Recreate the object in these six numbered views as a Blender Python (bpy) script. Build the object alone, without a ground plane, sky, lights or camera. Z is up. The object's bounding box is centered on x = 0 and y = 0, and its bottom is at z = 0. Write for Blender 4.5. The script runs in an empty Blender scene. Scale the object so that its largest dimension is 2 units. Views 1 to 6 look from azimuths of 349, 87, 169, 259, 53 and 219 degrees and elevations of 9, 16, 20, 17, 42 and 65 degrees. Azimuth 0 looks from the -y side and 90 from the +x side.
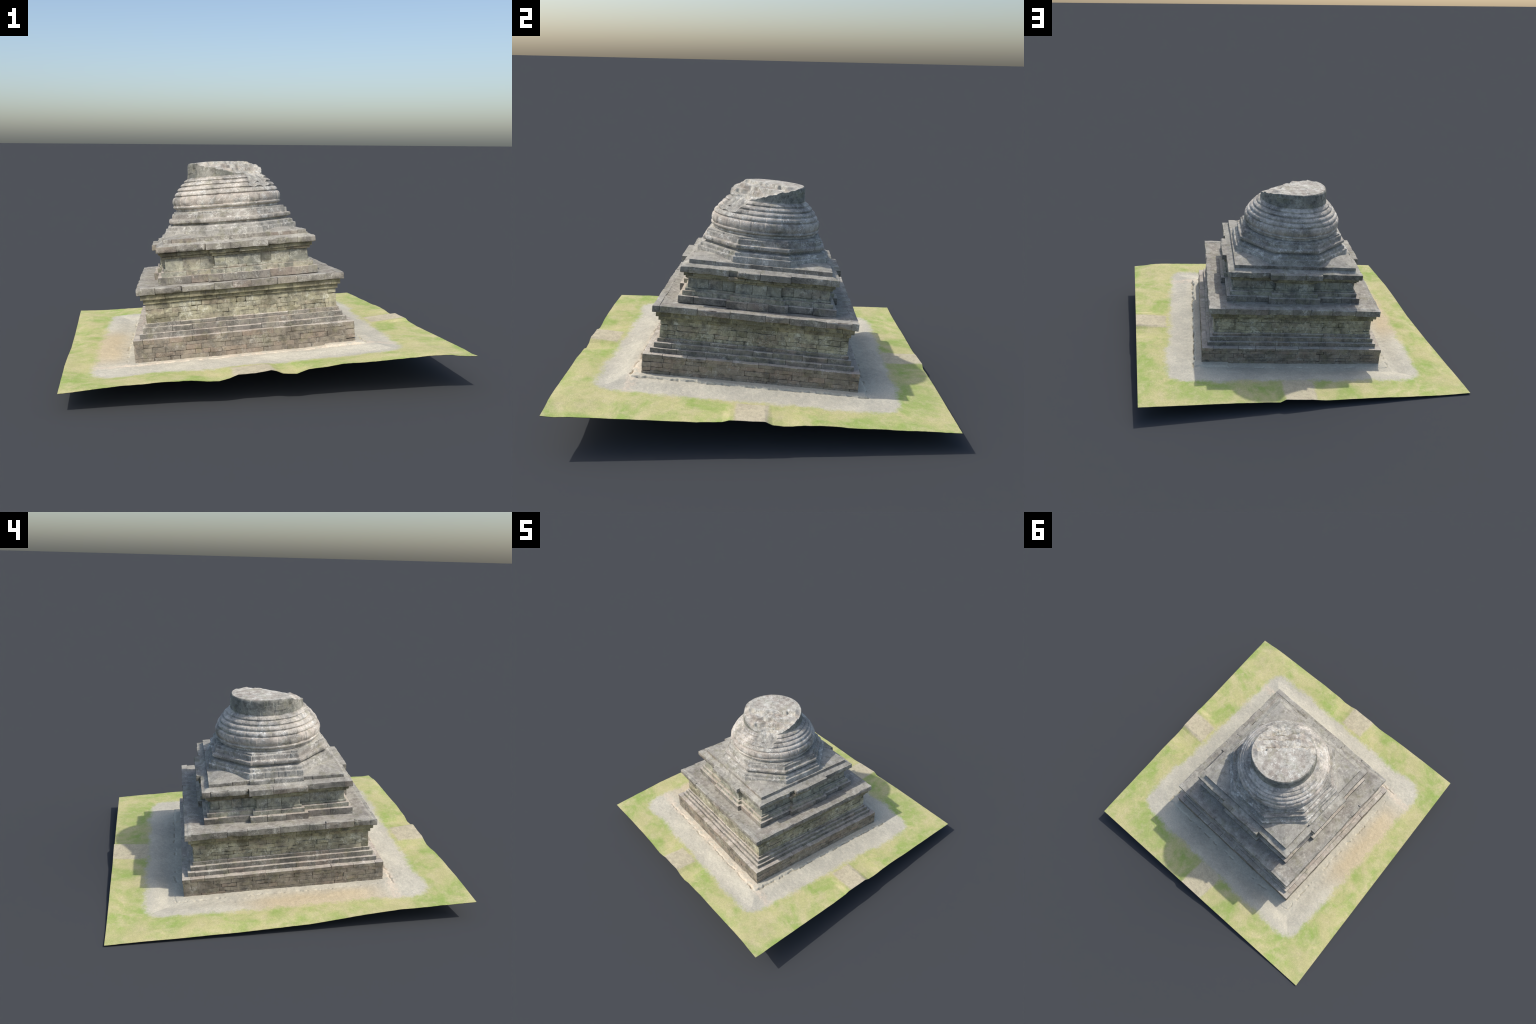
"""A ruined stone stupa on a tilted patch of lawn: two square tiers of block masonry
with corbelled roof slabs, an octagonal tier, a ringed bell dome and a broken drum."""
import bpy, math, random
import numpy as np
from mathutils import Matrix, Vector

random.seed(7)
RNG = np.random.default_rng(11)

# ------------------------------------------------------------------ frame of the leaning monument
UP = np.array([-0.0655, 0.0780, 0.9948]); UP /= np.linalg.norm(UP)
EX = np.array([0.9953, -0.0660, 0.0707]); EX -= UP * EX.dot(UP); EX /= np.linalg.norm(EX)
EY = np.cross(UP, EX)
ORIGIN = np.array([-0.0229, -0.0147, 0.1012])
FRAME = Matrix([[EX[i], EY[i], UP[i], ORIGIN[i]] for i in range(3)] + [[0, 0, 0, 1]])

def to_local(p):
    d = np.asarray(p, float) - ORIGIN
    return np.array([d @ EX, d @ EY, d @ UP])

# ------------------------------------------------------------------ noise
def _hash(ix, iy, iz, seed):
    h = (ix.astype(np.int64) * 374761393 + iy.astype(np.int64) * 668265263 + iz.astype(np.int64) * 2147483647 + seed * 1274126177) & 0xFFFFFFFF
    h = ((h ^ (h >> 13)) * 1274126177) & 0xFFFFFFFF
    h = ((h ^ (h >> 16)) * 2246822519) & 0xFFFFFFFF
    return ((h ^ (h >> 15)) & 0xFFFF) / 32767.5 - 1.0

def vnoise(p, scale, seed=0):
    q = np.asarray(p, float) * scale + 137.31
    i = np.floor(q).astype(np.int64); f = q - i; f = f * f * f * (f * (f * 6 - 15) + 10)
    out = 0
    for dx in (0, 1):
        for dy in (0, 1):
            for dz in (0, 1):
                w = (f[..., 0] if dx else 1 - f[..., 0]) * (f[..., 1] if dy else 1 - f[..., 1]) * (f[..., 2] if dz else 1 - f[..., 2])
                out = out + w * _hash(i[..., 0] + dx, i[..., 1] + dy, i[..., 2] + dz, seed)
    return out

def fbm(p, scale, octaves=3, seed=0):
    a, s, tot, out = 1.0, scale, 0.0, 0
    for o in range(octaves):
        out = out + a * vnoise(p, s, seed + o * 17); tot += a; a *= 0.5; s *= 2.03
    return out / tot

def smooth(a, b, x):
    t = np.clip((x - a) / (b - a), 0, 1)
    return t * t * (3 - 2 * t)

# ------------------------------------------------------------------ materials
def srgb(r, g, b):
    f = lambda c: (c / 255) / 12.92 if c <= 10 else (((c / 255) + 0.055) / 1.055) ** 2.4
    return (f(r), f(g), f(b), 1)

class Nodes:
    def __init__(self, name):
        self.m = bpy.data.materials.new(name); self.m.use_nodes = True
        self.t = self.m.node_tree; self.t.nodes.clear()
    def n(self, kind, **kw):
        x = self.t.nodes.new(kind)
        for k, v in kw.items(): setattr(x, k, v)
        return x
    def put(self, sock, v):
        if hasattr(v, "is_linked") or isinstance(v, bpy.types.NodeSocket): self.t.links.new(v, sock)
        else: sock.default_value = v
    def math(self, op, a, b=0.0, clamp=False):
        x = self.n("ShaderNodeMath", operation=op, use_clamp=clamp); self.put(x.inputs[0], a); self.put(x.inputs[1], b); return x.outputs[0]
    def noise(self, vec, scale, detail=4.0, rough=0.55, dist=0.0):
        x = self.n("ShaderNodeTexNoise"); self.put(x.inputs["Vector"], vec); x.inputs["Scale"].default_value = scale
        x.inputs["Detail"].default_value = detail; x.inputs["Roughness"].default_value = rough; x.inputs["Distortion"].default_value = dist
        return x.outputs["Fac"]
    def voronoi(self, vec, scale, feature="F1"):
        x = self.n("ShaderNodeTexVoronoi", feature=feature); self.put(x.inputs["Vector"], vec); x.inputs["Scale"].default_value = scale
        return x.outputs["Distance"]
    def ramp(self, v, lo, hi, a=0.0, b=1.0):
        x = self.n("ShaderNodeMapRange", interpolation_type="SMOOTHSTEP"); self.put(x.inputs[0], v)
        for i, q in enumerate((lo, hi, a, b)): x.inputs[i + 1].default_value = q
        return x.outputs[0]
    def mix(self, f, a, b, mode="MIX"):
        x = self.n("ShaderNodeMix", data_type="RGBA", blend_type=mode); self.put(x.inputs[0], f); self.put(x.inputs[6], a); self.put(x.inputs[7], b); return x.outputs[2]
    def finish(self, colour, bump, strength, dist, rough=0.92):
        b = self.n("ShaderNodeBsdfPrincipled"); o = self.n("ShaderNodeOutputMaterial"); self.put(b.inputs["Base Color"], colour)
        b.inputs["Roughness"].default_value = rough; b.inputs["Specular IOR Level"].default_value = 0.15
        if bump is not None:
            u = self.n("ShaderNodeBump"); u.inputs["Strength"].default_value = strength; u.inputs["Distance"].default_value = dist
            self.put(u.inputs["Height"], bump); self.t.links.new(u.outputs[0], b.inputs["Normal"])
        self.t.links.new(b.outputs[0], o.inputs[0]); return self.m

def stone(name, tone_a, tone_b, lichen, lichen_amount, stain, stain_amount, pale=(205, 203, 192), pale_amount=0.35, vary=0.22, warm=(168, 140, 120), warm_amount=0.25, mortar=0.0, coal_amount=0.55):
    """Weathered andesite: two body tones, pale crust, coloured lichen, dark damp stains, block-to-block changes."""
    k = Nodes(name)
    pos = k.n("ShaderNodeNewGeometry").outputs["Position"]
    isl = k.n("ShaderNodeNewGeometry").outputs["Random Per Island"]
    rnd = k.n("ShaderNodeObjectInfo").outputs["Random"]
    r = k.math("FRACT", k.math("ADD", k.math("MULTIPLY", isl, 7.31), k.math("MULTIPLY", rnd, 3.77)))
    r2 = k.math("FRACT", k.math("MULTIPLY", r, 13.7))
    r3 = k.math("FRACT", k.math("MULTIPLY", r, 41.3))
    big = k.noise(pos, 8, 6, 0.65, 0.1); mid = k.noise(pos, 38, 6, 0.7, 0.0); fine = k.noise(pos, 160, 4, 0.75)
    c = k.mix(k.ramp(big, 0.38, 0.62), srgb(*tone_a), srgb(*tone_b))
    c = k.mix(k.math("MULTIPLY", k.ramp(r2, 0.55, 0.95), warm_amount), c, srgb(*warm))
    l = k.math("MULTIPLY", k.ramp(k.math("ADD", k.noise(pos, 14, 7, 0.68, 0.1), k.math("MULTIPLY", k.math("SUBTRACT", r3, 0.5), 0.10)), 0.46, 0.60), lichen_amount)
    c = k.mix(l, c, srgb(*lichen))
    p = k.math("MULTIPLY", k.ramp(k.math("ADD", k.noise(pos, 20, 8, 0.72, 0.0), k.math("MULTIPLY", fine, 0.22)), 0.62, 0.76), pale_amount)
    c = k.mix(p, c, srgb(*pale))
    s = k.math("MULTIPLY", k.ramp(k.math("ADD", k.noise(pos, 10, 8, 0.68, 0.1), k.math("MULTIPLY", k.math("SUBTRACT", r, 0.5), 0.14)), 0.50, 0.63), stain_amount)
    c = k.mix(s, c, srgb(*stain))
    olive = k.math("MULTIPLY", k.ramp(k.math("ADD", k.noise(pos, 17, 8, 0.7), k.math("MULTIPLY", fine, 0.12)), 0.58, 0.70), 0.35)
    c = k.mix(olive, c, srgb(134, 132, 98))
    coal = k.math("MULTIPLY", k.ramp(k.math("ADD", k.noise(pos, 27, 8, 0.74), k.math("MULTIPLY", fine, 0.25)), 0.62, 0.76), coal_amount)
    c = k.mix(coal, c, srgb(84, 82, 77))
    bright = k.math("ADD", 1 - vary * 0.5, k.math("MULTIPLY", r, vary))
    bright = k.math("MULTIPLY", bright, k.math("ADD", 0.65, k.math("MULTIPLY", mid, 0.70)))
    bright = k.math("MULTIPLY", bright, k.math("ADD", 0.60, k.math("MULTIPLY", fine, 0.80)))
    g = k.n("ShaderNodeCombineColor")
    for i in range(3): k.put(g.inputs[i], bright)
    c = k.mix(1.0, c, g.outputs[0], "MULTIPLY")
    if mortar:
        vo = k.n("ShaderNodeTexVoronoi", feature="DISTANCE_TO_EDGE"); vo.inputs["Scale"].default_value = 28
        wv = k.n("ShaderNodeVectorMath", operation="ADD"); nv = k.n("ShaderNodeTexNoise"); nv.inputs["Scale"].default_value = 40; k.put(nv.inputs["Vector"], pos)
        sc = k.n("ShaderNodeVectorMath", operation="SCALE"); sc.inputs["Scale"].default_value = 0.045; k.put(sc.inputs[0], nv.outputs["Color"])
        k.put(wv.inputs[0], pos); k.put(wv.inputs[1], sc.outputs[0]); k.put(vo.inputs["Vector"], wv.outputs[0])
        ln = k.math("MULTIPLY", k.ramp(vo.outputs["Distance"], 0.03, 0.12, 1.0, 0.0), k.ramp(k.noise(pos, 14, 4), 0.42, 0.6))
        c = k.mix(k.math("MULTIPLY", ln, mortar), c, srgb(226, 224, 212))
    speck = k.ramp(k.voronoi(pos, 120), 0.05, 0.16)
    c = k.mix(k.math("MULTIPLY", k.math("SUBTRACT", 1.0, speck), 0.22), c, srgb(80, 76, 70))
    h = k.math("ADD", k.math("MULTIPLY", mid, 1.0), k.math("MULTIPLY", fine, 0.5))
    return k.finish(c, h, 0.5, 0.0016)

M_PLINTH = stone("plinth_stone", (155, 145, 130), (133, 125, 112), (160, 153, 132), 0.35, (86, 78, 68), 0.65, pale_amount=0.35, vary=0.22, warm_amount=0.3)
M_STEP = stone("moulding_stone", (147, 141, 131), (125, 121, 113), (168, 163, 144), 0.4, (84, 82, 77), 0.65, pale_amount=0.55, vary=0.14)
M_WALL = stone("lichened_wall_stone", (178, 172, 149), (148, 143, 124), (198, 191, 160), 0.6, (92, 87, 68), 0.7, pale=(226, 224, 206), pale_amount=0.7, vary=0.25)
M_CORBEL = stone("corbel_stone", (154, 148, 122), (126, 121, 100), (182, 175, 140), 0.5, (78, 73, 56), 0.7, pale_amount=0.3, vary=0.16)
M_SLAB = stone("roof_slab_stone", (159, 153, 142), (137, 132, 122), (180, 175, 158), 0.4, (92, 87, 80), 0.6, pale=(224, 220, 208), pale_amount=0.6, vary=0.16)
M_UPPER = stone("upper_wall_stone", (172, 169, 150), (140, 140, 128), (194, 190, 164), 0.5, (84, 86, 82), 0.6, pale=(220, 219, 204), pale_amount=0.55, vary=0.22)
M_OCT = stone("octagon_stone", (189, 184, 173), (159, 156, 147), (208, 204, 191), 0.4, (98, 95, 88), 0.65, pale=(240, 237, 226), pale_amount=0.85, vary=0.12, coal_amount=0.4)
M_DOME = stone("dome_stone", (212, 203, 189), (182, 175, 163), (222, 215, 200), 0.4, (112, 108, 101), 0.6, pale=(248, 245, 235), pale_amount=0.85, vary=0.12, coal_amount=0.4)
M_DRUM = stone("drum_stone", (166, 164, 152), (138, 139, 130), (188, 186, 168), 0.4, (86, 90, 83), 0.65, pale=(220, 219, 204), pale_amount=0.45)
M_BREAK = stone("broken_core_stone", (196, 191, 178), (172, 167, 156), (212, 208, 192), 0.45, (122, 117, 108), 0.5, pale=(242, 240, 228), pale_amount=0.8, mortar=0.3, coal_amount=0.35)
M_LIGHTENED_TREAD = stone("ledge_stone_lightened_for_sky", (208, 197, 182), (188, 178, 165), (208, 202, 180), 0.35, (140, 132, 120), 0.35, pale=(232, 225, 212), pale_amount=0.6, vary=0.1, coal_amount=0.2)  # base colour raised so treads show sky light against the darker risers
M_ROOF = stone("roof_top_stone", (178, 173, 161), (158, 153, 143), (194, 190, 173), 0.4, (122, 118, 109), 0.4, pale=(214, 209, 196), pale_amount=0.55, vary=0.08, warm_amount=0.1, coal_amount=0.35)
M_CORE = stone("joint_mortar", (128, 119, 106), (110, 102, 92), (136, 128, 106), 0.3, (82, 76, 68), 0.4, pale_amount=0.0)

def ground_material():
    k = Nodes("lawn_gravel_and_paths")
    tc = k.n("ShaderNodeTexCoord").outputs["Object"]
    sep = k.n("ShaderNodeSeparateXYZ"); k.put(sep.inputs[0], tc)
    x, y = sep.outputs[0], sep.outputs[1]
    wob = k.math("MULTIPLY", k.math("SUBTRACT", k.noise(tc, 7, 5, 0.6), 0.5), 0.10)
    fineW = k.math("MULTIPLY", k.math("SUBTRACT", k.noise(tc, 45, 4, 0.7), 0.5), 0.07)
    ax = k.math("MAXIMUM", k.math("SUBTRACT", k.math("ABSOLUTE", x), 0.66), 0.0)
    ay = k.math("MAXIMUM", k.math("SUBTRACT", k.math("ABSOLUTE", y), 0.66), 0.0)
    d = k.math("SQRT", k.math("ADD", k.math("MULTIPLY", ax, ax), k.math("MULTIPLY", ay, ay)))
    d = k.math("ADD", d, k.math("ADD", wob, fineW))
    grass = k.ramp(d, 0.085, 0.135)
    # paths: rectangles reaching out to the south, east and north edges
    def rect(u, v, u0, u1, v0):
        a = k.math("MAXIMUM", k.math("SUBTRACT", u0, u), k.math("SUBTRACT", u, u1))
        a = k.math("MAXIMUM", a, k.math("SUBTRACT", v0, v))
        return k.ramp(k.math("ADD", a, k.math("MULTIPLY", k.math("ADD", wob, fineW), 0.25)), -0.012, 0.012, 1.0, 0.0)
    ny = k.math("MULTIPLY", y, -1.0)
    path = k.math("MAXIMUM", k.math("MAXIMUM", rect(x, ny, -0.105, 0.085, 0.79), rect(y, x, -0.055, 0.105, 0.785)), rect(x, y, -0.095, 0.095, 0.77))
    # lawn: green, straw and dry patches
    b1 = k.noise(tc, 4.5, 5, 0.6, 0.6); b2 = k.noise(tc, 16, 5, 0.65, 0.3); b3 = k.noise(tc, 260, 3, 0.7)
    g = k.mix(k.ramp(b1, 0.32, 0.64), srgb(160, 180, 98), srgb(200, 193, 138))
    g = k.mix(k.math("MULTIPLY", k.ramp(b2, 0.42, 0.72), 0.55), g, srgb(214, 200, 158))
    g = k.mix(k.math("MULTIPLY", k.ramp(k.noise(tc, 9, 4, 0.5), 0.58, 0.80), 0.5), g, srgb(142, 172, 86))
    # gravel
    v1 = k.noise(tc, 5, 5, 0.6); v2 = k.noise(tc, 30, 5, 0.7)
    s = k.mix(k.ramp(v1, 0.35, 0.65), srgb(210, 203, 182), srgb(194, 188, 170))
    s = k.mix(k.math("MULTIPLY", k.ramp(v2, 0.5, 0.68), 0.4), s, srgb(222, 212, 192))
    # sandy earth lies along the west side and under the south wall
    west = k.ramp(k.math("ADD", x, k.math("ADD", wob, 0.0)), -0.70, -0.56, 1.0, 0.0)
    west = k.math("MULTIPLY", west, k.ramp(k.math("ABSOLUTE", k.math("ADD", y, 0.15)), 0.2, 0.5, 1.0, 0.0))
    s = k.mix(k.math("MULTIPLY", west, 0.7), s, srgb(214, 192, 150))
    south = k.ramp(k.math("ADD", y, fineW), -0.64, -0.60)
    south = k.math("MULTIPLY", k.math("SUBTRACT", 1.0, k.ramp(y, -0.58, -0.55)), south)
    s = k.mix(k.math("MULTIPLY", k.math("MULTIPLY", south, k.ramp(v2, 0.35, 0.6)), 0.55), s, srgb(232, 212, 186))
    c = k.mix(grass, s, g)
    pc = k.mix(k.ramp(v2, 0.4, 0.65), srgb(210, 198, 170), srgb(190, 178, 154))
    c = k.mix(k.math("MULTIPLY", path, 0.9), c, pc)
    bright = k.math("ADD", 0.55, k.math("MULTIPLY", b3, 0.90))
    bright = k.math("MULTIPLY", bright, k.math("ADD", 0.72, k.math("MULTIPLY", k.noise(tc, 85, 6, 0.8), 0.56)))
    m = k.n("ShaderNodeCombineColor")
    for i in range(3): k.put(m.inputs[i], bright)
    c = k.mix(1.0, c, m.outputs[0], "MULTIPLY")
    h = k.math("ADD", b3, k.math("MULTIPLY", k.noise(tc, 60, 4, 0.7), 1.2))
    return k.finish(c, h, 0.4, 0.0012, 0.95)
M_GROUND = ground_material()

# ------------------------------------------------------------------ object helpers
THING = bpy.data.objects.new("ruined_stupa", None)
THING.matrix_world = FRAME
THING["label"] = "weathered grey stone stupa ruin with broken bell dome on lawn"
THING["category"] = "temple ruin"
bpy.context.scene.collection.objects.link(THING)

def mesh_object(name, verts, faces, material, parent=THING, origin=(0, 0, 0), flat=False, weighted=False):
    me = bpy.data.meshes.new(name)
    v = np.asarray(verts, float) - np.asarray(origin, float)
    me.from_pydata(v.tolist(), [], faces.tolist() if hasattr(faces, "tolist") else faces)
    me.materials.append(material)
    me.polygons.foreach_set("use_smooth", np.full(len(me.polygons), not flat))
    me.update()
    if weighted:
        q = np.asarray(faces); n = np.cross(v[q[:, 2]] - v[q[:, 0]], v[q[:, 3]] - v[q[:, 1]]); vn = np.zeros_like(v)
        for i in range(4): np.add.at(vn, q[:, i], n)
        me.normals_split_custom_set_from_vertices((vn / np.maximum(np.linalg.norm(vn, axis=1, keepdims=True), 1e-12)).tolist())
    ob = bpy.data.objects.new(name, me)
    bpy.context.scene.collection.objects.link(ob)
    ob.parent = parent
    base = Vector(parent["centre"]) if parent is not THING and "centre" in parent else Vector((0, 0, 0))
    ob.location = Vector(origin) - base
    return ob

# ------------------------------------------------------------------ stone blocks
def lattice(n):
    """surface lattice of a box of n cells: index triples and quads"""
    ids, tri, quads = {}, [], []
    def vid(a):
        if a not in ids: ids[a] = len(tri); tri.append(a)
        return ids[a]
    for ax in range(3):
        b, c = (ax + 1) % 3, (ax + 2) % 3
        for side in (0, n[ax]):
            for i in range(n[b]):
                for j in range(n[c]):
                    q = []
                    for di, dj in ((0, 0), (1, 0), (1, 1), (0, 1)):
                        a = [0, 0, 0]; a[ax] = side; a[b] = i + di; a[c] = j + dj; q.append(vid(tuple(a)))
                    quads.append(q if side else q[::-1])
    return np.array(tri), np.array(quads)
_lat = {}
def get_lattice(n):
    if n not in _lat: _lat[n] = lattice(n)
    return _lat[n]

SIDES = [((0, -1), (1, 0)), ((1, 0), (0, 1)), ((0, 1), (-1, 0)), ((-1, 0), (0, -1))]
BLOCKS = []   # (front size, part name, verts, quads, material, centre)

def axis_marks(half, r, cells):
    if cells <= 2: return np.array([-half, -half + r, half - r, half])[: cells + 1] if cells == 3 else np.linspace(-half, half, cells + 1)
    return np.concatenate([[-half], np.linspace(-half + r, half - r, cells - 1), [half]])

def block(part, side, u0, u1, k, depth, z0, z1, material, r=0.003, rough=0.0015, seed=0, chip=0.0, cell=0.009, yaw=0.0, ru=0.0011, tread=None, loose=1.0, wave=0.002):
    (nx, ny), (ux, uy) = SIDES[side]
    hu, hd, hz = (u1 - u0) / 2, depth / 2, (z1 - z0) / 2
    r = min(r * loose, hz * 0.6, hu * 0.6); ru = ru * loose
    n = tuple(int(max(3, min(26, round(2 * h / c)))) for h, c in ((hu, cell), (hd, cell * 1.6), (hz, cell)))
    tri, quads = get_lattice(n)
    rv = np.array([min(ru, hu * 0.5), r, r])
    m = [axis_marks(h, q, c) for h, q, c in zip((hu, hd, hz), rv, n)]
    p = np.stack([m[i][tri[:, i]] for i in range(3)], 1)
    half = np.array([hu, hd, hz])
    inner = np.clip(p, -(half - rv), half - rv)
    d = (p - inner) / rv; L = np.linalg.norm(d, axis=1, keepdims=True); nrm = d / np.maximum(L, 1e-9)
    p = inner + nrm * rv
    q = p + np.array([seed * 0.731, seed * 1.37, seed * 0.517])
    amp = fbm(q, 28, 3, 5) * rough + fbm(q, 90, 2, 9) * rough * 0.5
    edge = (np.abs(nrm) > 0.3).sum(1) - 1
    amp = amp - np.clip(fbm(q, 18, 3, 31) - 0.08, 0, 1) * chip * np.clip(edge, 0, 2)
    p = p + nrm * amp[:, None]
    if yaw:
        c, s = math.cos(yaw), math.sin(yaw); p[:, :2] = p[:, :2] @ np.array([[c, s], [-s, c]])
    uc, dc, zc = (u0 + u1) / 2, k - hd, (z0 + z1) / 2
    U = p[:, 0] + uc; D = p[:, 1] + dc
    w = np.stack([U * ux + D * nx, U * uy + D * ny, p[:, 2] + zc], 1)
    if wave:
        sway = fbm(w, 13, 3, 91) * wave; w[:, 0] += nx * sway; w[:, 1] += ny * sway
        w[:, 2] += fbm(w, 17, 3, 93) * wave * 0.6
    cen = (uc * ux + dc * nx, uc * uy + dc * ny, zc)
    f = quads if ux * ny - uy * nx > 0 else quads[:, ::-1]
    BLOCKS.append(((u1 - u0) * (z1 - z0), part, w, f, material, cen, tread))

def split(a, b, lo, hi):
    out, x = [a], a
    while b - x > hi * 1.25:
        x += random.uniform(lo, hi)
        if b - x < lo * 0.7: break
        out.append(x)
    if b - out[-1] > hi * 1.25: out.append((out[-1] + b) / 2)
    return out + [b]

def row(part, side, a, b, k, depth, z0, z1, material, lo, hi, jut=0.0015, gap=0.0003, zj=0.0005, skip=0.0, **kw):
    cuts = split(a, b, lo, hi)
    for i in range(len(cuts) - 1):
        random.random()
        if skip and 0 < i < len(cuts) - 2 and random.random() < skip: continue
        end = i in (0, len(cuts) - 2)
        j = random.uniform(-jut, jut * 0.6) * (0.5 if end else 1)
        block(part, side, cuts[i] + gap * (i > 0), cuts[i + 1] - gap * (i < len(cuts) - 2), k + j, depth + j, z0 + gap * 0.6 + random.uniform(-zj, zj) * 0.5,
              z1 - gap * 0.6 + random.uniform(-zj, zj), material, seed=random.randint(0, 9999), loose=random.choice((0.15, 0.2, 0.3, 0.5, 1.5)), yaw=random.uniform(-1, 1) * (0.0 if end else 0.008), **kw)

def square_course(part, k, depth, z0, z1, material, lo, hi, flip=0, side=None, **kw):
    for s in range(4) if side is None else (side,):
        full = (s + flip) % 2 == 0
        e = k if full else k - depth
        row(part, s, -e, e, k, depth, z0, z1, material, lo, hi, **kw)

def porch_course(part, k, kp, m, depth, z0, z1, material, lo, hi, flip=0, gaps=None, **kw):
    """square course with a projecting centre bay of half width m standing out to kp on every side"""
    for s in range(4):
        full = (s + flip) % 2 == 0
        e = k if full else k - depth
        row(part, s, -e, -m, k, depth, z0, z1, material, lo, hi, **kw)
        row(part, s, m, e, k, depth, z0, z1, material, lo, hi, **kw)
        a, b = (gaps or {}).get(s, (-m, m))
        row(part, s, a, b, kp, depth + kp - k, z0, z1, material, lo, hi, **kw)

def box_core(name, levels, material, seg=40, bump=0.0015):
    """stacked square frustum (half width, height) with lightly uneven faces, closed on top"""
    verts, faces, rings = [], [], []
    for k, h in levels:
        ring = []
        for (nx, ny), (ux, uy) in SIDES:
            for i in range(seg):
                u = -k + 2 * k * i / seg
                ring.append(len(verts)); verts.append((nx * k + ux * u, ny * k + uy * u, h))
        rings.append(ring)
    n = len(rings[0])
    for a, b in zip(rings, rings[1:]):
        for i in range(n):
            faces.append((a[i], a[(i + 1) % n], b[(i + 1) % n], b[i]))
    k, h = levels[-1]
    g = {}
    for i in range(seg + 1):
        for j in range(seg + 1):
            g[i, j] = len(verts); verts.append((-k + 2 * k * i / seg, -k + 2 * k * j / seg, h))
    for i in range(seg):
        for j in range(seg):
            faces.append((g[i, j], g[i + 1, j], g[i + 1, j + 1], g[i, j + 1]))
    v = np.array(verts)
    v[:, 2] += fbm(v, 14, 3, 3) * bump
    ob = mesh_object(name, v, faces, material, flat=False)
    me = ob.data
    me.set_sharp_from_angle(angle=math.radians(35))
    return ob

PARTS = {}
# ---- lower tier -------------------------------------------------------------
PARTS["plinth"] = box_core("plinth", [(0.550, -0.018), (0.550, 0.0965), (0.52, 0.0968)], M_CORE)
for side in range(4):
  rows = [-0.018, 0.010, 0.034, 0.057, 0.0785, 0.0995]
  rows = [z + (random.uniform(-0.004, 0.004) if 0 < i < 5 else 0) for i, z in enumerate(rows)]
  for i in range(5):
    top = i == 4
    square_course("plinth", 0.5615 - (0.0 if top else 0.0012), 0.045, rows[i], rows[i + 1], M_PLINTH, 0.045, 0.14 if not top else 0.16, flip=i, side=side, tread=M_LIGHTENED_TREAD if top else None, jut=0.0018, chip=0.007, rough=0.0022, r=0.0020)
PARTS["base_moulding"] = box_core("stepped_moulding", [(0.520, 0.09), (0.520, 0.121), (0.504, 0.122), (0.504, 0.149), (0.489, 0.150), (0.489, 0.168), (0.47, 0.169)], M_CORE)
for i, (k, a, b) in enumerate([(0.5295, 0.0975, 0.1245), (0.5135, 0.1235, 0.1515), (0.4990, 0.1505, 0.1705)]):
    square_course("base_moulding", k, 0.04, a, b, M_STEP, 0.08, 0.19, flip=i, tread=M_LIGHTENED_TREAD, jut=0.0008, chip=0.005, rough=0.0010, r=0.0022)
PARTS["lower_wall"] = box_core("wall", [(0.478, 0.16), (0.478, 0.27)], M_CORE)
for side in range(4):
  rows = [0.168, 0.193, 0.2165, 0.2415, 0.268]
  rows = [z + (random.uniform(-0.004, 0.004) if 0 < i < 4 else 0) for i, z in enumerate(rows)]
  for i in range(4):
    square_course("lower_wall", 0.4910, 0.04, rows[i], rows[i + 1], M_WALL, 0.04, 0.135, flip=i, side=side, jut=0.0022, chip=0.012, rough=0.0034, r=0.0022, wave=0.004)
PARTS["lower_cornice"] = box_core("cornice", [(0.487, 0.26), (0.487, 0.289), (0.497, 0.2895), (0.497, 0.318)], M_CORE)
square_course("lower_cornice", 0.5000, 0.04, 0.2690, 0.2905, M_CORBEL, 0.07, 0.16, flip=0, jut=0.0008, chip=0.004, rough=0.0008, r=0.002)
square_course("lower_cornice", 0.5130, 0.045, 0.2910, 0.3165, M_CORBEL, 0.07, 0.16, flip=1, jut=0.0008, chip=0.004, rough=0.0008, r=0.002)
PARTS["lower_roof"] = box_core("roof_slab", [(0.505, 0.30), (0.516, 0.3490), (0.504, 0.3542), (0.49, 0.3535), (0.47, 0.3495), (0.44, 0.3472)], M_ROOF, 60, 0.003)
for side, top in enumerate((0.3515, 0.3525, 0.3550, 0.3545)):
  square_course("lower_roof", 0.5300, 0.035, 0.3180, top, M_SLAB, 0.08, 0.20, tread=M_ROOF, flip=0, side=side, jut=0.0020, chip=0.024, rough=0.0018, r=0.0036, wave=0.0045, gap=0.0004)
# ---- upper tier -------------------------------------------------------------
rv = PARTS["lower_roof"].data.vertices
for q in rv: q.co.z += (-q.co.x + q.co.y) * 0.0045
PARTS["upper_base"] = box_core("pedestal_moulding", [(0.405, 0.34), (0.405, 0.383), (0.389, 0.384), (0.389, 0.408), (0.37, 0.42)], M_CORE)
porch_course("upper_base", 0.4180, 0.4430, 0.162, 0.05, 0.3480, 0.3860, M_STEP, 0.07, 0.15, flip=1, tread=M_LIGHTENED_TREAD, jut=0.0014, chip=0.007, rough=0.0012, r=0.0025)
porch_course("upper_base", 0.4000, 0.4250, 0.145, 0.05, 0.3855, 0.4105, M_UPPER, 0.06, 0.14, flip=0, tread=M_LIGHTENED_TREAD, jut=0.001, chip=0.004, rough=0.0010, r=0.002)
porch_course("upper_base", 0.3870, 0.4130, 0.131, 0.05, 0.4105, 0.4235, M_UPPER, 0.06, 0.14, flip=1, jut=0.0015, chip=0.004, rough=0.0014)
PARTS["upper_wall"] = box_core("wall", [(0.364, 0.41), (0.364, 0.49)], M_CORE)
rows = [0.4230, 0.4790]
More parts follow.
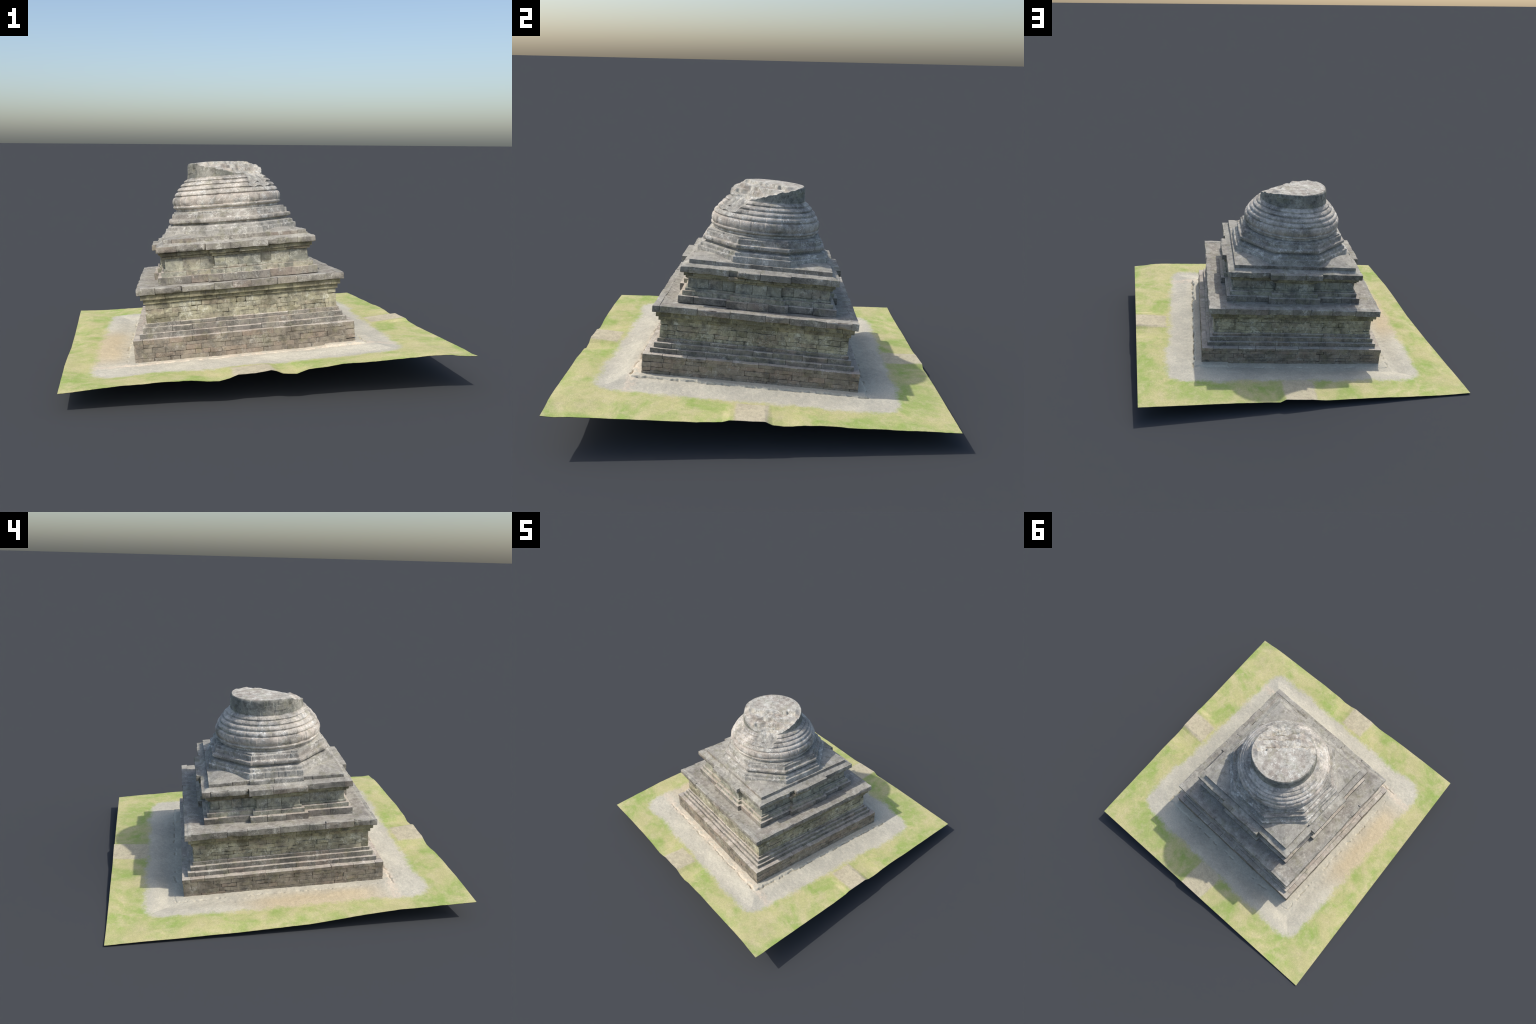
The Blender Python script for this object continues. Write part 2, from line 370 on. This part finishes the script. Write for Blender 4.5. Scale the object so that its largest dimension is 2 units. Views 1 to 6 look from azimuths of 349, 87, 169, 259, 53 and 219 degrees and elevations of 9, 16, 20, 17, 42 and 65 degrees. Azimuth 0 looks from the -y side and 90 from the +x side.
for i in range(1):
    porch_course("upper_wall", 0.3770, 0.4050, 0.121, 0.05, rows[i], rows[i + 1], M_UPPER, 0.055, 0.11, flip=i, jut=0.002, chip=0.009, rough=0.0022, r=0.0020)
PARTS["upper_cornice"] = box_core("cornice", [(0.375, 0.475), (0.375, 0.491), (0.386, 0.4915), (0.386, 0.515)], M_CORE)
porch_course("upper_cornice", 0.3895, 0.4165, 0.133, 0.05, 0.4795, 0.4915, M_CORBEL, 0.07, 0.15, flip=1, jut=0.0015, chip=0.004, rough=0.0012)
porch_course("upper_cornice", 0.4000, 0.4280, 0.146, 0.05, 0.4920, 0.5110, M_CORBEL, 0.07, 0.15, flip=0, jut=0.0015, chip=0.005, rough=0.0012, gaps={1: (-0.163, 0.146)})
PARTS["upper_roof"] = box_core("roof_slab", [(0.392, 0.50), (0.412, 0.5435), (0.398, 0.549), (0.381, 0.5560), (0.376, 0.5565), (0.37, 0.557)], M_ROOF, 60, 0.002)
porch_course("upper_roof", 0.4180, 0.4430, 0.162, 0.045, 0.5120, 0.5450, M_SLAB, 0.07, 0.17, tread=M_ROOF, flip=0, jut=0.0020, chip=0.024, rough=0.0018, r=0.0036, wave=0.0045, gap=0.0004, gaps={1: (-0.118, 0.162)})
PARTS["upper_roof_step"] = box_core("roof_step", [(0.366, 0.54), (0.374, 0.5765), (0.355, 0.580), (0.30, 0.592), (0.26, 0.594)], M_ROOF, 60, 0.002)
square_course("upper_roof_step", 0.3780, 0.045, 0.5500, 0.5775, M_SLAB, 0.09, 0.20, tread=M_ROOF, flip=1, jut=0.001, chip=0.006, rough=0.001, r=0.003)
row("upper_roof_step", 3, -0.152, 0.150, 0.3870, 0.03, 0.5500, 0.5790, M_OCT, 0.09, 0.16, jut=0.001, chip=0.006, rough=0.001, r=0.003)

# write the blocks out: the 300 largest one by one, the rest joined per part
order = sorted(range(len(BLOCKS)), key=lambda i: -BLOCKS[i][0])
single = set(order[:300])
groups = {}
def dress_tread(ob, tread):
    """ledge tops: a second, paler material on the faces a block turns up"""
    if not tread: return
    me = ob.data; me.materials.append(tread)
    nz = np.empty(len(me.polygons) * 3); me.polygons.foreach_get("normal", nz)
    me.polygons.foreach_set("material_index", (nz[2::3] > 0.30).astype(np.int32))
for i, (size, part, v, f, mat, cen, tread) in enumerate(BLOCKS):
    if i in single:
        dress_tread(mesh_object("stone_block", v, f, mat, PARTS[part], cen, weighted=True), tread)
    else:
        groups.setdefault((part, mat.name, tread.name if tread else ""), []).append((v, f))
for (part, mat, tread), items in groups.items():
    off, vs, fs = 0, [], []
    for v, f in items:
        vs.append(v); fs.append(f + off); off += len(v)
    ob = mesh_object(part.split("_")[-1] + "_masonry", np.concatenate(vs), np.concatenate(fs), bpy.data.materials[mat], PARTS[part], weighted=True)
    ob["kind"] = "stuff"
    dress_tread(ob, bpy.data.materials.get(tread))

# ------------------------------------------------------------------ lofted rings: octagon, dome, drum
T8 = math.tan(math.pi / 8)
def octagon_radius(a):
    w = math.pi / 4
    return 1.0 / np.cos((a + w / 2) % w - w / 2)

def dense(profile, step):
    out = [profile[0]]
    for p, q in zip(profile, profile[1:]):
        n = max(1, int(round(math.hypot(q[0] - p[0], q[1] - p[1]) / step)))
        out += [(p[0] + (q[0] - p[0]) * i / n, p[1] + (q[1] - p[1]) * i / n) for i in range(1, n + 1)]
    return np.array(out)

FX, FY = 0.7071, -0.7071
def break_height(x, y):
    """top of what is left: flat crown, then broken courses stepping down to the south-east"""
    s = x * FX + y * FY; t = x * 0.7071 + y * 0.7071
    P = np.stack([x, y, np.zeros_like(x)], -1)
    wob = fbm(P, 11, 2, 61) * 0.024 + vnoise(P, 36, 67) * 0.006
    h = np.full_like(x, 0.9770)
    prev = 0.9770
    for i, (s0, low) in enumerate([(0.030, 0.957), (0.104, 0.935), (0.145, 0.913), (0.186, 0.892), (0.222, 0.870), (0.246, 0.852), (0.268, 0.836)]):
        e = s - s0 - wob * (1 if i else 0.8)
        h = h - smooth(-0.004, 0.004, e) * (prev - low)
        h = h - 0.008 * np.exp(-((e - 0.007) / 0.005) ** 2) * smooth(-0.2, 0.2, vnoise(P, 18, 80 + i))
        prev = low
    h = h - np.clip(s - 0.05, 0, 1) * 0.03
    worn = np.interp(s - wob * 0.6, [-0.10, -0.03, 0.0, 0.03, 0.095, 0.135, 0.165, 0.20, 0.225, 0.25, 0.275, 0.30], [0.977, 0.970, 0.958, 0.954, 0.946, 0.934, 0.918, 0.896, 0.872, 0.846, 0.821, 0.790])
    worn = worn - 0.008 * smooth(0.0, -0.1, t) * smooth(-0.03, 0.02, s)
    h = h + (worn - h) * 0.8 * smooth(0.165, 0.203, np.hypot(x, y))
    h = h + fbm(P, 30, 4, 71) * 0.009 * smooth(-0.01, 0.06, s)
    h = h + fbm(P, 20, 2, 73) * 0.0015
    pocket = smooth(0.032, 0.027, np.abs(t - 0.138)) * smooth(0.026, 0.021, np.abs(s - 0.040))
    return np.where(pocket > 0, np.minimum(h, h * (1 - pocket) + pocket * (0.9545 + fbm(P, 40, 2, 75) * 0.002)), h)

def ring_loft(name, profile, material, plan="circle", na=480, joints=(), groove=0.0025, rough=0.0014, broken=False, step=0.0045, cap=None, cap_steps=46, erode=0.0):
    prof = dense(profile, step)
    a = np.linspace(0, 2 * math.pi, na, endpoint=False)
    if plan == "octagon":
        a = np.concatenate([np.arctan(np.linspace(-T8, T8, na // 8, endpoint=False)) + i * math.pi / 4 for i in range(8)])
        na = len(a)
    rad = octagon_radius(a) if plan == "octagon" else np.ones(na)
    K, A = np.meshgrid(prof[:, 0], a, indexing="ij"); H = np.repeat(prof[:, 1][:, None], na, 1)
    Rr = K * rad[None, :]
    X, Y = Rr * np.cos(A), Rr * np.sin(A)
    P = np.stack([X, Y, H], -1)
    dR = fbm(P, 16, 3, 21) * rough + fbm(P, 60, 3, 23) * rough * 0.8
    for z0, z1, count, seed in joints:
        rg = np.random.default_rng(seed)
        cuts = np.sort((np.arange(count) + rg.uniform(-0.3, 0.3, count)) / count * 2 * math.pi)
        inside = ((H > z0) & (H < z1)).astype(float)
        idx = np.searchsorted(cuts, A) % count
        dR += inside * (rg.uniform(-1, 1, count) * 0.0016)[idx]
        for c in cuts:
            dd = np.abs((A - c + math.pi) % (2 * math.pi) - math.pi) * Rr
            dR -= inside * np.exp(-(dd / 0.0022) ** 2) * groove * (0.6 + 0.4 * rg.random())
    dR -= np.clip(fbm(P, 24, 3, 33) - 0.18, 0, 1) * erode
    X += dR * np.cos(A); Y += dR * np.sin(A)
    Z = H + fbm(P, 40, 2, 25) * rough * 0.5
    lost = np.zeros(Z.shape, bool)
    if broken:
        B = break_height(X, Y); lost = Z > B + 0.0005; Z = np.minimum(Z, B)
    V = np.stack([X - 0.003 * (plan == "circle"), Y - 0.002 * (plan == "circle"), Z], -1).reshape(-1, 3)
    n = len(prof); F = []
    i, j = np.meshgrid(np.arange(n - 1), np.arange(na), indexing="ij")
    F = np.stack([i * na + j, i * na + (j + 1) % na, (i + 1) * na + (j + 1) % na, (i + 1) * na + j], -1).reshape(-1, 4)
    faces = F.tolist()
    ob = mesh_object(name, V, faces, material)
    if broken and material is not M_BREAK:   # the bare core shows wherever the facing has broken away
        ob.data.materials.append(M_BREAK)
        ob.data.polygons.foreach_set("material_index", (lost.reshape(-1)[F].sum(1) >= 2).astype(np.int32))
    ob.data.set_sharp_from_angle(angle=math.radians(38))
    return ob

lower_oct = [(0.363, 0.570), (0.363, 0.6085), (0.361, 0.6115), (0.349, 0.6125), (0.3475, 0.6275), (0.345, 0.6300), (0.334, 0.6335), (0.326, 0.6350), (0.318, 0.6375), (0.317, 0.6480)]
upper_oct = [(0.317, 0.6470), (0.333, 0.6480), (0.3375, 0.6515), (0.3390, 0.6600), (0.3375, 0.6665), (0.334, 0.6690), (0.3225, 0.6700), (0.3205, 0.6720), (0.3195, 0.6935), (0.3175, 0.6965), (0.3090, 0.6985), (0.3075, 0.7060), (0.302, 0.7085), (0.280, 0.7100), (0.22, 0.712)]
ring_loft("octagonal_base", lower_oct, M_OCT, "octagon", 560, [(0.57, 0.612, 40, 1), (0.6122, 0.631, 34, 2)], erode=0.006, rough=0.0012, step=0.003)
ring_loft("octagonal_moulding", upper_oct, M_OCT, "octagon", 560, [(0.65, 0.669, 32, 3), (0.6695, 0.698, 30, 4), (0.698, 0.709, 26, 5)], erode=0.004, rough=0.001, step=0.003)

bell = [(0.286, 0.700), (0.293, 0.713), (0.291, 0.7215), (0.298, 0.7255), (0.3065, 0.7300), (0.3085, 0.7345), (0.3075, 0.7395), (0.3030, 0.7425),
        (0.3055, 0.7480), (0.3090, 0.7580), (0.3095, 0.7680), (0.3075, 0.7790), (0.3030, 0.7870), (0.2965, 0.7905), (0.2915, 0.7915),
        (0.2905, 0.7980), (0.2958, 0.7992), (0.2945, 0.8060), (0.2905, 0.8125), (0.2830, 0.8175), (0.2740, 0.8195),
        (0.2730, 0.8262), (0.2782, 0.8274), (0.2775, 0.8310), (0.2745, 0.8355), (0.2680, 0.8410), (0.2540, 0.8445), (0.2530, 0.8512),
        (0.2578, 0.8524), (0.2570, 0.8550), (0.2535, 0.8590), (0.2450, 0.8650), (0.2335, 0.8680), (0.2328, 0.8738), (0.2363, 0.8750), (0.2348, 0.8775), (0.2300, 0.8810), (0.2230, 0.8855), (0.2150, 0.8880), (0.2135, 0.8930)]
ring_loft("bell_dome", bell, M_DOME, "circle", 560, [(0.743, 0.791, 26, 6), (0.792, 0.820, 24, 7), (0.8205, 0.845, 22, 8), (0.8455, 0.869, 20, 9), (0.869, 0.889, 18, 10)], rough=0.0009, broken=True, erode=0.003, step=0.003)
drum = [(0.2135, 0.8930), (0.2115, 0.9100), (0.2095, 0.9350), (0.2085, 0.9580), (0.2070, 0.9670), (0.2040, 0.9730), (0.1990, 0.9765)]
ring_loft("drum", drum, M_DRUM, "circle", 560, [(0.894, 0.918, 18, 12), (0.918, 0.946, 16, 13), (0.946, 0.972, 15, 14)], groove=0.0012, rough=0.0015, broken=True, step=0.003)
crown = [(0.1990, 0.9765), (0.001, 0.9770)]
ring_loft("broken_crown", crown, M_BREAK, "circle", 560, rough=0.0, broken=True, step=0.0035)

# ------------------------------------------------------------------ ground patch
CORNER = {c: to_local(p) for c, p in dict(sw=(-0.961, -0.932, 0.099), se=(0.968, -1.001, 0.192), ne=(0.962, 0.932, 0.087), nw=(-0.969, 1.000, 0.0075)).items()}
def curve(pts):
    x = np.array([p[0] for p in pts]); y = np.array([p[1] for p in pts])
    return lambda t: np.interp(t, x, y)
# rise of each rim above the straight line between its corners
SOUTH = curve([(0, 0), (0.06, 0.005), (0.14, 0.011), (0.19, 0.009), (0.24, 0.012), (0.30, 0.007), (0.335, -0.004), (0.365, -0.008), (0.39, 0.001), (0.41, 0.014), (0.46, 0.015), (0.488, 0.020), (0.50, 0.014), (0.515, 0.001), (0.548, -0.006), (0.578, 0.010), (0.62, 0.013), (0.66, 0.019), (0.72, 0.018), (0.88, 0.017), (0.935, 0.014), (0.957, 0.007), (1, 0)])
EAST = curve([(0, 0), (0.03, -0.003), (0.06, 0), (0.36, 0.0), (0.42, 0.006), (0.437, 0.016), (0.522, 0.016), (0.54, 0.001), (0.566, -0.004), (0.588, -0.002), (0.61, 0.004), (0.656, 0.007), (0.73, 0.003), (1, 0)])
NORTH = curve([(0, 0), (0.29, -0.002), (0.37, -0.006), (0.41, -0.010), (0.427, 0.008), (0.506, 0.001), (0.548, -0.008), (0.65, -0.005), (0.87, -0.007), (0.95, -0.004), (1, 0)])
WEST = curve([(0, 0), (0.09, -0.003), (0.20, -0.011), (0.34, -0.015), (0.53, -0.015), (0.63, -0.003), (0.70, 0.004), (0.775, 0.011), (0.88, 0.008), (1, 0)])

def build_ground(n=480):
    u, v = np.meshgrid(np.linspace(0, 1, n + 1), np.linspace(0, 1, n + 1), indexing="ij")
    w = lambda a: a[..., None]
    B = w((1 - u) * (1 - v)) * CORNER["sw"] + w(u * (1 - v)) * CORNER["se"] + w(u * v) * CORNER["ne"] + w((1 - u) * v) * CORNER["nw"]
    x, y, h = B[..., 0], B[..., 1], B[..., 2]
    P = np.stack([x, y, np.zeros_like(x)], -1)
    fall = lambda d: smooth(0.15, 0.0, d)
    dev = SOUTH(u) * fall(v) + NORTH(1 - u) * fall(1 - v) + EAST(v) * fall(1 - u) + WEST(1 - v) * smooth(0.05, 0.0, u)
    k = np.maximum(np.abs(x), np.abs(y))
    out = smooth(0.60, 0.74, k)
    z = out * (h + dev) + (1 - out) * (h * 0.25 - 0.004)
    # kerb: a thin worn footing slab round the plinth with a ragged edge
    rag = fbm(P, 22, 3, 41) * 0.012 + fbm(P, 70, 2, 43) * 0.006
    edge = k - 0.603 - rag
    z += np.where(x > 0.4, 0.007, 0.001) * smooth(0.006, -0.003, edge) - 0.006 * smooth(0.66, 0.60, k) * smooth(0.45, 0.30, x)
    crack = np.exp(-((edge - 0.003) / 0.0045) ** 2) * smooth(0.0, 0.25, fbm(P, 30, 2, 47) + 0.12)
    z -= 0.016 * crack * np.where(x > 0.5, 1.0, 0.45)
    z += fbm(P, 9, 3, 51) * 0.0025 + fbm(P, 50, 3, 53) * 0.0022 * (1 - 0.6 * smooth(0.7, 0.8, k))
    bump = lambda cx, cy, w, a: a * np.exp(-(((x - cx) ** 2 + (y - cy) ** 2) / w ** 2))
    z += smooth(0.60, 0.66, k) * smooth(1.0, 0.85, k) * (bump(0.80, -0.72, 0.26, 0.011) + bump(-0.70, 0.68, 0.30, -0.014) + bump(-0.68, 0.15, 0.32, -0.008) + bump(0.88, -0.42, 0.28, 0.006) + bump(-0.78, 0.2, 0.2, -0.005) + bump(0.62, 0.70, 0.25, 0.002) + bump(-0.68, -0.68, 0.28, -0.007) + bump(-0.2, -0.70, 0.3, -0.004) + bump(-0.15, 0.70, 0.35, -0.008))
    top = np.stack([x, y, z], -1).reshape(-1, 3)
    bot = top - np.array([0, 0, 0.0025])
    N = (n + 1) ** 2
    i, j = np.meshgrid(np.arange(n), np.arange(n), indexing="ij")
    q = np.stack([i * (n + 1) + j, (i + 1) * (n + 1) + j, (i + 1) * (n + 1) + j + 1, i * (n + 1) + j + 1], -1).reshape(-1, 4)
    c = top[q].mean(1)
    ck = np.maximum(np.abs(c[:, 0]), np.abs(c[:, 1]))
    keep = ck > 0.535
    corner_r = np.hypot(np.maximum(np.abs(c[:, 0]) - 0.66, 0), np.maximum(np.abs(c[:, 1]) - 0.66, 0))
    kind = np.where(corner_r < 0.11, 0, 1)
    cx, cy = c[:, 0], c[:, 1]
    kind = np.where((cy < -0.79) & (cx > -0.105) & (cx < 0.085), 2, kind)
    kind = np.where((cx > 0.785) & (cy > -0.055) & (cy < 0.105), 3, kind)
    kind = np.where((cy > 0.77) & (np.abs(cx) < 0.095), 4, kind)
    # one surface: normals of the whole sheet, handed to every piece
    a, b = top[q[:, 2]] - top[q[:, 0]], top[q[:, 3]] - top[q[:, 1]]
    fn = np.cross(a, b); vn = np.zeros_like(top)
    for m in range(4): np.add.at(vn, q[:, m], fn)
    vn /= np.linalg.norm(vn, axis=1, keepdims=True)
    ground = bpy.data.objects.new("ground_patch", None)
    bpy.context.scene.collection.objects.link(ground); ground.parent = THING
    ek = {}
    for f in np.nonzero(keep)[0]:
        for m in range(4):
            e = (q[f, m], q[f, (m + 1) % 4]); ek[e] = f
    border = {}
    for (e0, e1), f in ek.items():
        if (e1, e0) not in ek: border.setdefault(kind[f], []).append((e0, e1))
    for kk, name in ((0, "gravel_bed"), (1, "grass_lawn"), (2, "stone_path"), (3, "stone_path"), (4, "stone_path")):
        fs = q[keep & (kind == kk)]
        quads = np.concatenate([fs, fs[:, ::-1] + N])
        rim = np.array([(e1, e0, e0 + N, e1 + N) for e0, e1 in border.get(kk, [])]).reshape(-1, 4)
        if len(rim): quads = np.concatenate([quads, rim])
        used, inv = np.unique(quads, return_inverse=True)
        allv = np.concatenate([top, bot]); alln = np.concatenate([vn, -vn])
        ob = mesh_object(name, allv[used], inv.reshape(-1, 4), M_GROUND, ground)
        ob.data.normals_split_custom_set_from_vertices(alln[used].tolist())
build_ground()

bpy.context.view_layer.update()
